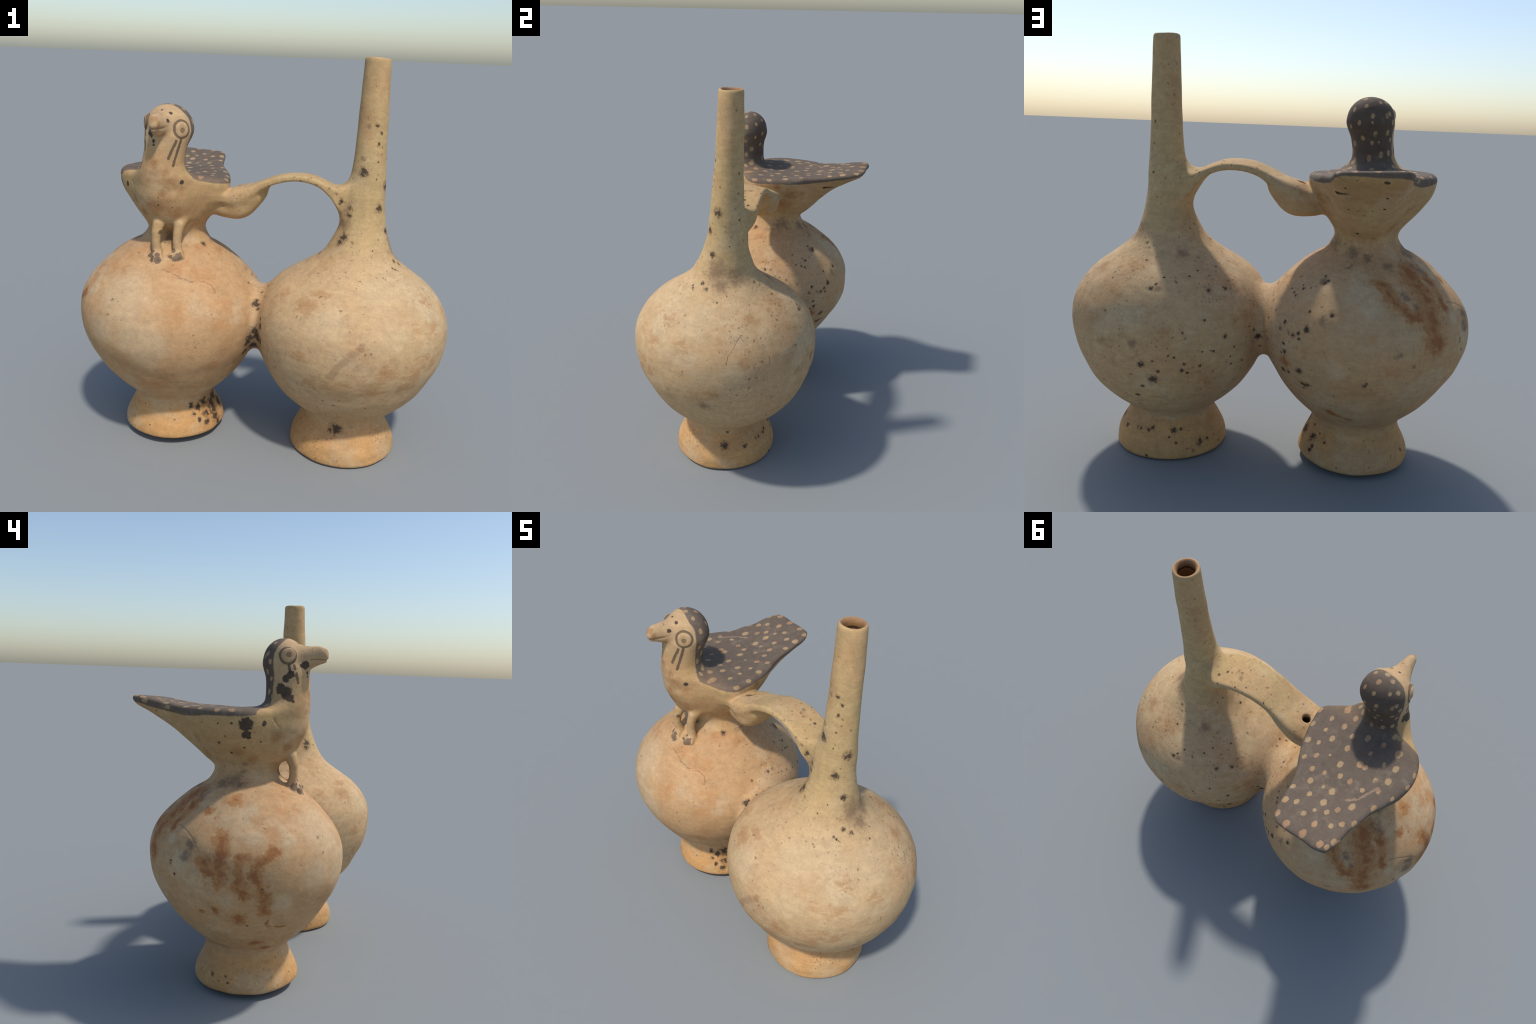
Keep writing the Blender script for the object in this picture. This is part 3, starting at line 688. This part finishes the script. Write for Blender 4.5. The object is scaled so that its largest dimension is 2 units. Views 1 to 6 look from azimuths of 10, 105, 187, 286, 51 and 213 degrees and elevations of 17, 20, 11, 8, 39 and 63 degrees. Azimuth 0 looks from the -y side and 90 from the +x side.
def pitting(n, density):
    """scattered pin-holes: one chance per cell, kept where density is high"""
    out = None
    for sc, share, off in ((40, .13, 0.0), (70, .22, 5.7), (125, .20, 2.9)):
        v = n.new("ShaderNodeTexVoronoi"); v.inputs["Scale"].default_value = sc
        n.link(n.vec("ADD", n.warp(55, .024, detail=3), (off, off, off)), v.inputs["Vector"])
        s = n.new("ShaderNodeSeparateColor"); n.link(v.outputs["Color"], s.inputs[0])
        keep = n.math("LESS_THAN", s.outputs[0], n.mul(density, share))
        size = n.add(n.mul(s.outputs[1], .22), .10)
        p = n.mul(keep, n.step(n.sub(v.outputs["Distance"], size), .10, -.10))
        out = p if out is None else n.mx(out, p)
    return out

def ragged(n, field, amount=.9, scale=75, lo=.05, hi=.30):
    return n.step(n.add(field, n.mul(n.sub(n.noise(scale, 3, .6), .5), amount)), lo, hi)

def sooty(n, field):
    """soot mark: eaten away in crumbs towards its rim"""
    f = n.add(field, n.mul(n.sub(n.noise(58, 5, .78), .5), 3.6))
    return n.step(f, -.55, .35), n.step(f, .10, .60)

# ---- spout vessel, handle
def spout_clay():
    n = Net("buff_clay")
    W = n.warp(22, .030); F = n.warp(40, .012)
    col = clay_ground(n)
    S = (1, 1, 1.35)
    cream = n.step(n.add(n.blobs(SV_CREAM, W), n.mul(n.sub(n.noise(9, 5), .5), .8)), -.1, .7)
    col = n.mix(n.mul(cream, .45), col, (.545, .405, .235))
    orange = n.step(n.add(n.blobs(SV_ORANGE, W, S), n.mul(n.sub(n.noise(1.0, 6, .75, co=n.warp(9, .05), stretch=(16, 16, 42)), .5), 4.2)), .0, 1.1)
    col = n.mix(n.mul(orange, .62), col, (.385, .195, .080))
    soft = n.step(n.add(n.blobs(SV_SOFT, W), n.mul(n.sub(n.noise(45, 4, .65), .5), 1.4)), .0, .9)
    col = n.mix(n.mul(soft, .62), col, (.175, .105, .068))
    band = n.step(n.add(n.path(SV_BAND, W, .024), n.mul(n.sub(n.noise(40, 4, .65), .5), .9)), .0, .6)
    col = n.mix(n.mul(band, .42), col, (.24, .135, .075))
    back = n.mul(n.step(n.y, -.10, .25), n.step(n.noise(4, 3), .40, .58))
    strap = n.step(n.z, 1.28, 1.36)
    strap = n.mul(strap, n.step(n.x, .44, .38))
    neckring = n.mul(n.step(n.z, .88, 1.02), n.step(n.z, 1.18, 1.05))
    dens = n.add(n.add(n.mul(back, 2.0), n.mul(neckring, .8)), n.add(.22, n.mul(n.step(n.z, .20, .12), .7)))
    dens = n.add(dens, n.mul(strap, .7))
    dens = n.add(dens, n.mul(n.step(n.noise(5, 2, co=n.vec("ADD", n.P, (3, 3, 1))), .55, .65), .6))
    pits = pitting(n, n.mul(dens, n.step(n.noise(7, 2), .35, .55)))
    col = n.mix(n.mul(pits, .62), col, PIT)
    stain, soot = sooty(n, n.blobs(SV_BLACK, F))
    col = n.mix(n.mul(stain, .45), col, PIT)
    col = n.mix(n.mul(soot, .85), col, SOOT)
    hair = n.mx(n.mx(n.path(CRACK, n.warp(12, .045, detail=5), .0036), n.path(CRACK_B, n.warp(12, .045, detail=5), .003)), n.path(CRACK_C, n.warp(12, .045, detail=5), .003))
    hair = n.step(n.sub(hair, n.mul(n.noise(30, 2), .8)), -.55, .25)
    col = n.mix(n.mul(hair, .55), col, (.20, .12, .065))
    # small inked inventory tag near the foot
    tag = n.step(n.mx(n.path(TAG_FRAME, n.P, .0022), n.blobs(TAG_INK, n.warp(60, .006))), .0, .5)
    col = n.mix(n.mul(tag, .5), col, (.14, .085, .05))
    # raw red rim and bore of the spout
    rho = n.vec("LENGTH", n.vec("MULTIPLY", n.vec("SUBTRACT", n.P, (.496, -.014, 0)), (1, 1, 0)))
    lip = n.mul(n.step(n.z, 1.90, 1.93), n.step(rho, .056, .050))
    col = n.mix(n.mul(lip, .8), col, (.30, .15, .075))
    inner = n.mul(n.step(n.z, 1.70, 1.72), n.step(rho, .048, .044))
    col = n.mix(n.mul(n.mul(inner, n.step(n.z, 1.985, 1.97)), .9), col, (.29, .155, .055))
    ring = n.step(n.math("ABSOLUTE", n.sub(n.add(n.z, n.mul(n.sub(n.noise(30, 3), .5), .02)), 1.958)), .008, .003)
    col = n.mix(n.mul(n.mul(inner, ring), .9), col, (.03, .02, .014))
    hole = n.vec("LENGTH", n.vec("MULTIPLY", n.vec("SUBTRACT", n.P, (-.151, -.036, 0)), (1, 1, 0)))
    col = n.mix(n.mul(n.step(hole, .024, .019), n.step(n.z, 1.338, 1.325)), col, (.02, .014, .010))  # darkness inside the whistle hole, painted near-black
    return finish(n, col, n.mul(hair, 1.2))

# ---- bird vessel, connecting tube
def bird_vessel_clay():
    n = Net("stained_clay")
    W = n.warp(20, .032); F = n.warp(40, .014)
    col = clay_ground(n)
    back = n.mul(n.mul(n.step(n.y, -.02, .30), n.step(n.x, .05, -.12)), n.step(n.noise(3.4, 4), .38, .60))
    col = n.mix(n.mul(back, .55), col, (.455, .318, .178))
    cream = n.step(n.add(n.blobs(BV_CREAM, W), n.mul(n.sub(n.noise(9, 5), .5), .9)), -.1, .6)
    col = n.mix(n.mul(cream, .55), col, (.53, .395, .24))
    orange = n.step(n.add(n.blobs(BV_ORANGE, W), n.mul(n.sub(n.noise(1.0, 6, .75, co=n.warp(9, .05), stretch=(17, 17, 34)), .5), 3.6)), -.1, 1.0)
    col = n.mix(n.mul(orange, .60), col, (.440, .215, .085))
    wr = n.warp(13, .075, detail=5)
    rf = n.mx(n.blobs(BV_RUST, wr), -1.0)
    for pts, r in RUST_PATHS:
        rf = n.mx(rf, n.path(pts, wr, r))
    rust = n.step(n.add(rf, n.mul(n.sub(n.noise(21, 8, .78), .5), 3.8)), .02, .42)
    wash = n.step(n.add(rf, n.mul(n.sub(n.noise(11, 5, .7), .5), 2.6)), -.9, .5)
    col = n.mix(n.mul(wash, .35), col, (.430, .235, .098))
    deep = n.step(n.add(rf, n.mul(n.sub(n.noise(15, 6, .7, co=n.vec("ADD", n.P, (4, 2, 8))), .5), 3.6)), .40, 1.0)
    col = n.mix(n.mul(rust, .72), col, (.375, .168, .056))
    col = n.mix(n.mul(deep, .62), col, (.255, .082, .030))
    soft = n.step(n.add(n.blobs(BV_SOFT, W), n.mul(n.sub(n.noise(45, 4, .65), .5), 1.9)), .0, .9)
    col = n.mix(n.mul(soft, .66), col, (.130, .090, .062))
    near = n.mul(n.step(n.x, -.40, -.08), n.step(n.y, -.20, .15))
    dens = n.add(n.mul(near, 2.2), n.add(.15, n.mul(n.step(n.z, .21, .13), .7)))
    dens = n.add(dens, n.mul(n.mul(n.step(n.z, .92, 1.03), n.step(n.y, -.12, .05)), 1.0))
    pits = pitting(n, n.mul(dens, n.step(n.noise(7, 2), .35, .55)))
    col = n.mix(n.mul(pits, .62), col, PIT)
    stain, soot = sooty(n, n.blobs(BV_BLACK, F))
    col = n.mix(n.mul(stain, .45), col, PIT)
    col = n.mix(n.mul(soot, .88), col, SOOT)
    hair = n.path(CRACK_D, n.warp(14, .06, detail=5), .0055)
    hair = n.step(n.sub(hair, n.mul(n.noise(30, 2), .5)), -.4, .3)
    col = n.mix(n.mul(hair, .6), col, (.25, .13, .065))
    gouge = n.step(n.path(GROOVE, n.warp(30, .01), .007), -.1, .6)
    col = n.mix(n.mul(gouge, .35), col, (.20, .14, .09))
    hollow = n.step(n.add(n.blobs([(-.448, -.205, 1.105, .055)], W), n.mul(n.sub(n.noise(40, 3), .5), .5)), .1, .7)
    col = n.mix(n.mul(hollow, .75), col, (.085, .052, .032))      # shade of the gap behind the legs, painted dark brown
    toes = ragged(n, n.blobs(CLAW_DARK, n.warp(60, .008)), .7, 90)
    col = n.mix(n.mul(toes, .85), col, (.135, .090, .062))
    return finish(n, col, n.mul(gouge, .8))

# ---- bird
def bird_painted():
    n = Net("painted_clay")
    W = n.warp(22, .024); F = n.warp(45, .008)
    col = clay_ground(n)
    yel = n.step(n.noise(6, 5, .6, co=n.vec("ADD", n.P, (1, 6, 2))), .45, .65)
    col = n.mix(n.mul(yel, .30), col, (.42, .30, .115))
    face = n.mul(n.step(n.z, 1.50, 1.62), .75)
    col = n.mix(face, col, (.485, .330, .180))
    brown = n.step(n.add(n.blobs(BIRD_BROWN, W), n.mul(n.sub(n.noise(26, 5, .68), .5), 1.8)), -.2, .9)
    col = n.mix(n.mul(brown, .74), col, (.335, .165, .068))
    pits = pitting(n, n.mul(n.step(n.noise(6, 2), .42, .60), .55))
    col = n.mix(n.mul(pits, .62), col, PIT)
    # dark slip over crown, nape, wings and tail
    wob = n.mul(n.sub(n.noise(18, 3), .5), .018)
    edge = n.add(n.add(n.y, .222), n.mul(n.add(n.x, .345), .215))
    edge = n.add(edge, n.mul(n.step(n.z, 1.68, 1.74), .022))
    ramp = n.new("ShaderNodeValToRGB"); ramp.color_ramp.interpolation = "B_SPLINE"
    yn = n.math("MULTIPLY_ADD", n.y, 1 / .8, .25 / .8); n.link(yn, ramp.inputs[0])
    stops = ((-.25, .62), (-.205, .36), (-.15, .17), (-.08, .11), (.10, .08), (.20, .08), (.28, .18), (.36, .30), (.44, .44), (.50, .60), (.55, .70))
    el = ramp.color_ramp.elements
    while len(el) < len(stops): el.new(.5)
    for e, (yy, v) in zip(el, stops): e.position = (yy + .25) / .8; e.color = (v, v, v, 1)
    zr = n.math("MULTIPLY_ADD", ramp.outputs[0], .1, 1.360)
    zr = n.add(zr, n.mul(n.mul(n.step(n.x, -.42, -.60), n.step(n.y, .25, .05)), .014))
    dark = n.mn(n.step(n.add(edge, wob), -.004, .004), n.step(n.add(n.sub(n.z, zr), n.mul(wob, .6)), -.003, .004))
    worn = n.step(n.noise(11, 6, .7), .52, .72)
    nape = n.mul(n.step(n.z, 1.44, 1.50), n.step(n.y, -.20, -.13))
    slip = n.mix(worn, (.128, .098, .074), (.188, .146, .106))
    slip = n.mix(n.mul(n.step(n.noise(24, 4, .7, stretch=(2.5, .6, 1)), .55, .70), .35), slip, (.21, .165, .125))
    slip = n.mix(n.mul(nape, .55), slip, (.072, .048, .036))
    tip = n.mul(n.step(n.y, -.08, -.17), n.step(n.z, 1.45, 1.42))
    slip = n.mix(n.mul(tip, .45), slip, (.24, .155, .095))
    col = n.mix(n.mul(dark, .97), col, slip)
    dots = n.mx(n.blobs(PLATE_DOTS, F, (1, .72, 1)), n.blobs(NECK_DOTS, F, (1, 1, .75)))
    dots = n.step(n.add(dots, n.mul(n.sub(n.noise(70, 3, .6), .5), .55)), .15, .36)
    dc = n.mix(n.step(n.noise(9, 2, co=n.vec("ADD", n.P, (3, 5, 1))), .45, .62), (.385, .262, .138), (.37, .215, .115))
    col = n.mix(n.mul(n.mul(dots, dark), n.step(n.noise(12, 3), .25, .42, .93)), col, dc)
    streak = n.step(n.add(n.path(WING_SCAR, F, .010), n.mul(n.sub(n.noise(60, 4, .7), .5), 2.2)), .2, .7)
    col = n.mix(n.mul(n.mul(streak, dark), .6), col, (.37, .24, .15))
    # eyes: ring and pupil
    for c, px in zip(EYE_CENTRE, EYE_PUPIL):
        d = n.vec("DISTANCE", n.warp(30, .006), tuple(c))
        ring = n.mul(n.step(d, .0335, .0365), n.step(d, .0485, .0455))
        col = n.mix(n.mul(ring, .88), col, (.120, .080, .050))
        dp = n.vec("DISTANCE", n.warp(40, .005), tuple(px))
        col = n.mix(n.mul(n.step(dp, .0150, .0115), .8), col, (.170, .105, .060))
    mouth = n.mul(n.step(n.y, -.335, -.345), n.step(n.math("ABSOLUTE", n.add(n.z, n.math("MULTIPLY_ADD", n.y, -.02, -1.6626))), .0045, .0015))
    col = n.mix(n.mul(mouth, .6), col, (.20, .11, .06))
    slit = n.step(n.path([(-.328, .308, 1.337), (-.354, .357, 1.337), (-.380, .382, 1.342)], n.P, .014), .0, .30)
    col = n.mix(n.mul(slit, .9), col, (.02, .014, .010))
    stripe = None
    for s in STRIPES:
        p = n.path(s, n.warp(40, .006), .0078); stripe = p if stripe is None else n.mx(stripe, p)
    stripe = ragged(n, stripe, .7, 90, -.05, .25)
    col = n.mix(n.mul(stripe, .85), col, (.095, .066, .046))
    soot = ragged(n, n.blobs(BIRD_BLACK, n.warp(45, .010)), .8)
    col = n.mix(n.mul(soot, .92), col, (.045, .034, .027))
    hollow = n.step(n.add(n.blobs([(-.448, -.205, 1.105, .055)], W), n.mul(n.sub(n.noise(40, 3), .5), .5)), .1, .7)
    col = n.mix(n.mul(hollow, .75), col, (.085, .052, .032))      # bird side of the leg gap, darkened for its shadow
    toes = ragged(n, n.blobs(CLAW_DARK, n.warp(60, .008)), .7, 90)
    col = n.mix(n.mul(toes, .85), col, (.135, .090, .062))
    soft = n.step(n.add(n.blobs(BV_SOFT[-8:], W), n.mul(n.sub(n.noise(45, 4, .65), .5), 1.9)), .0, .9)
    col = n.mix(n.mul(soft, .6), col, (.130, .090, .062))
    return finish(n, col)

BIRD = {8, 9, 10, 11, 12, 13, 14, 15, 16, 17, 18, 19, 20, 21}
BIRD_SIDE = {0, 2, 5}
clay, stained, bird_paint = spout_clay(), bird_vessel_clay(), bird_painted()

# ------------------------------------------------------------- objects
root = bpy.data.objects.new("whistling_vessel", None)
bpy.context.scene.collection.objects.link(root)
root["label"] = "double-chambered clay whistling vessel with spotted bird, strap handle and spout"
root["category"] = "ceramic vessel"
OBJ = []
for i, name in enumerate(PARTS):
    fi = np.nonzero(part == i)[0]
    if not len(fi):
        OBJ.append(None); continue
    used, inv = np.unique(QUADS[fi], return_inverse=True)
    inv = inv.reshape(-1, 4)
    me = bpy.data.meshes.new(name)
    me.vertices.add(len(used)); me.vertices.foreach_set("co", VERTS[used].astype(np.float32).ravel())
    me.loops.add(len(fi) * 4); me.loops.foreach_set("vertex_index", inv.astype(np.int32).ravel())
    me.polygons.add(len(fi)); me.polygons.foreach_set("loop_start", np.arange(0, 4*len(fi), 4, dtype=np.int32))
    me.polygons.foreach_set("use_smooth", np.ones(len(fi), bool))
    me.update(calc_edges=True); me.validate()
    me.normals_split_custom_set_from_vertices(NORMALS[used].astype(np.float32).tolist())
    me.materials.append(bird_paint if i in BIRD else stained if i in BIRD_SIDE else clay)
    ob = bpy.data.objects.new(name, me)
    bpy.context.scene.collection.objects.link(ob)
    OBJ.append(ob)
for i, ob in enumerate(OBJ):
    if ob:
        ob.parent = OBJ[8] if (i in BIRD and i != 8) else (OBJ[0] if i == 2 else OBJ[1] if i == 3 else root)
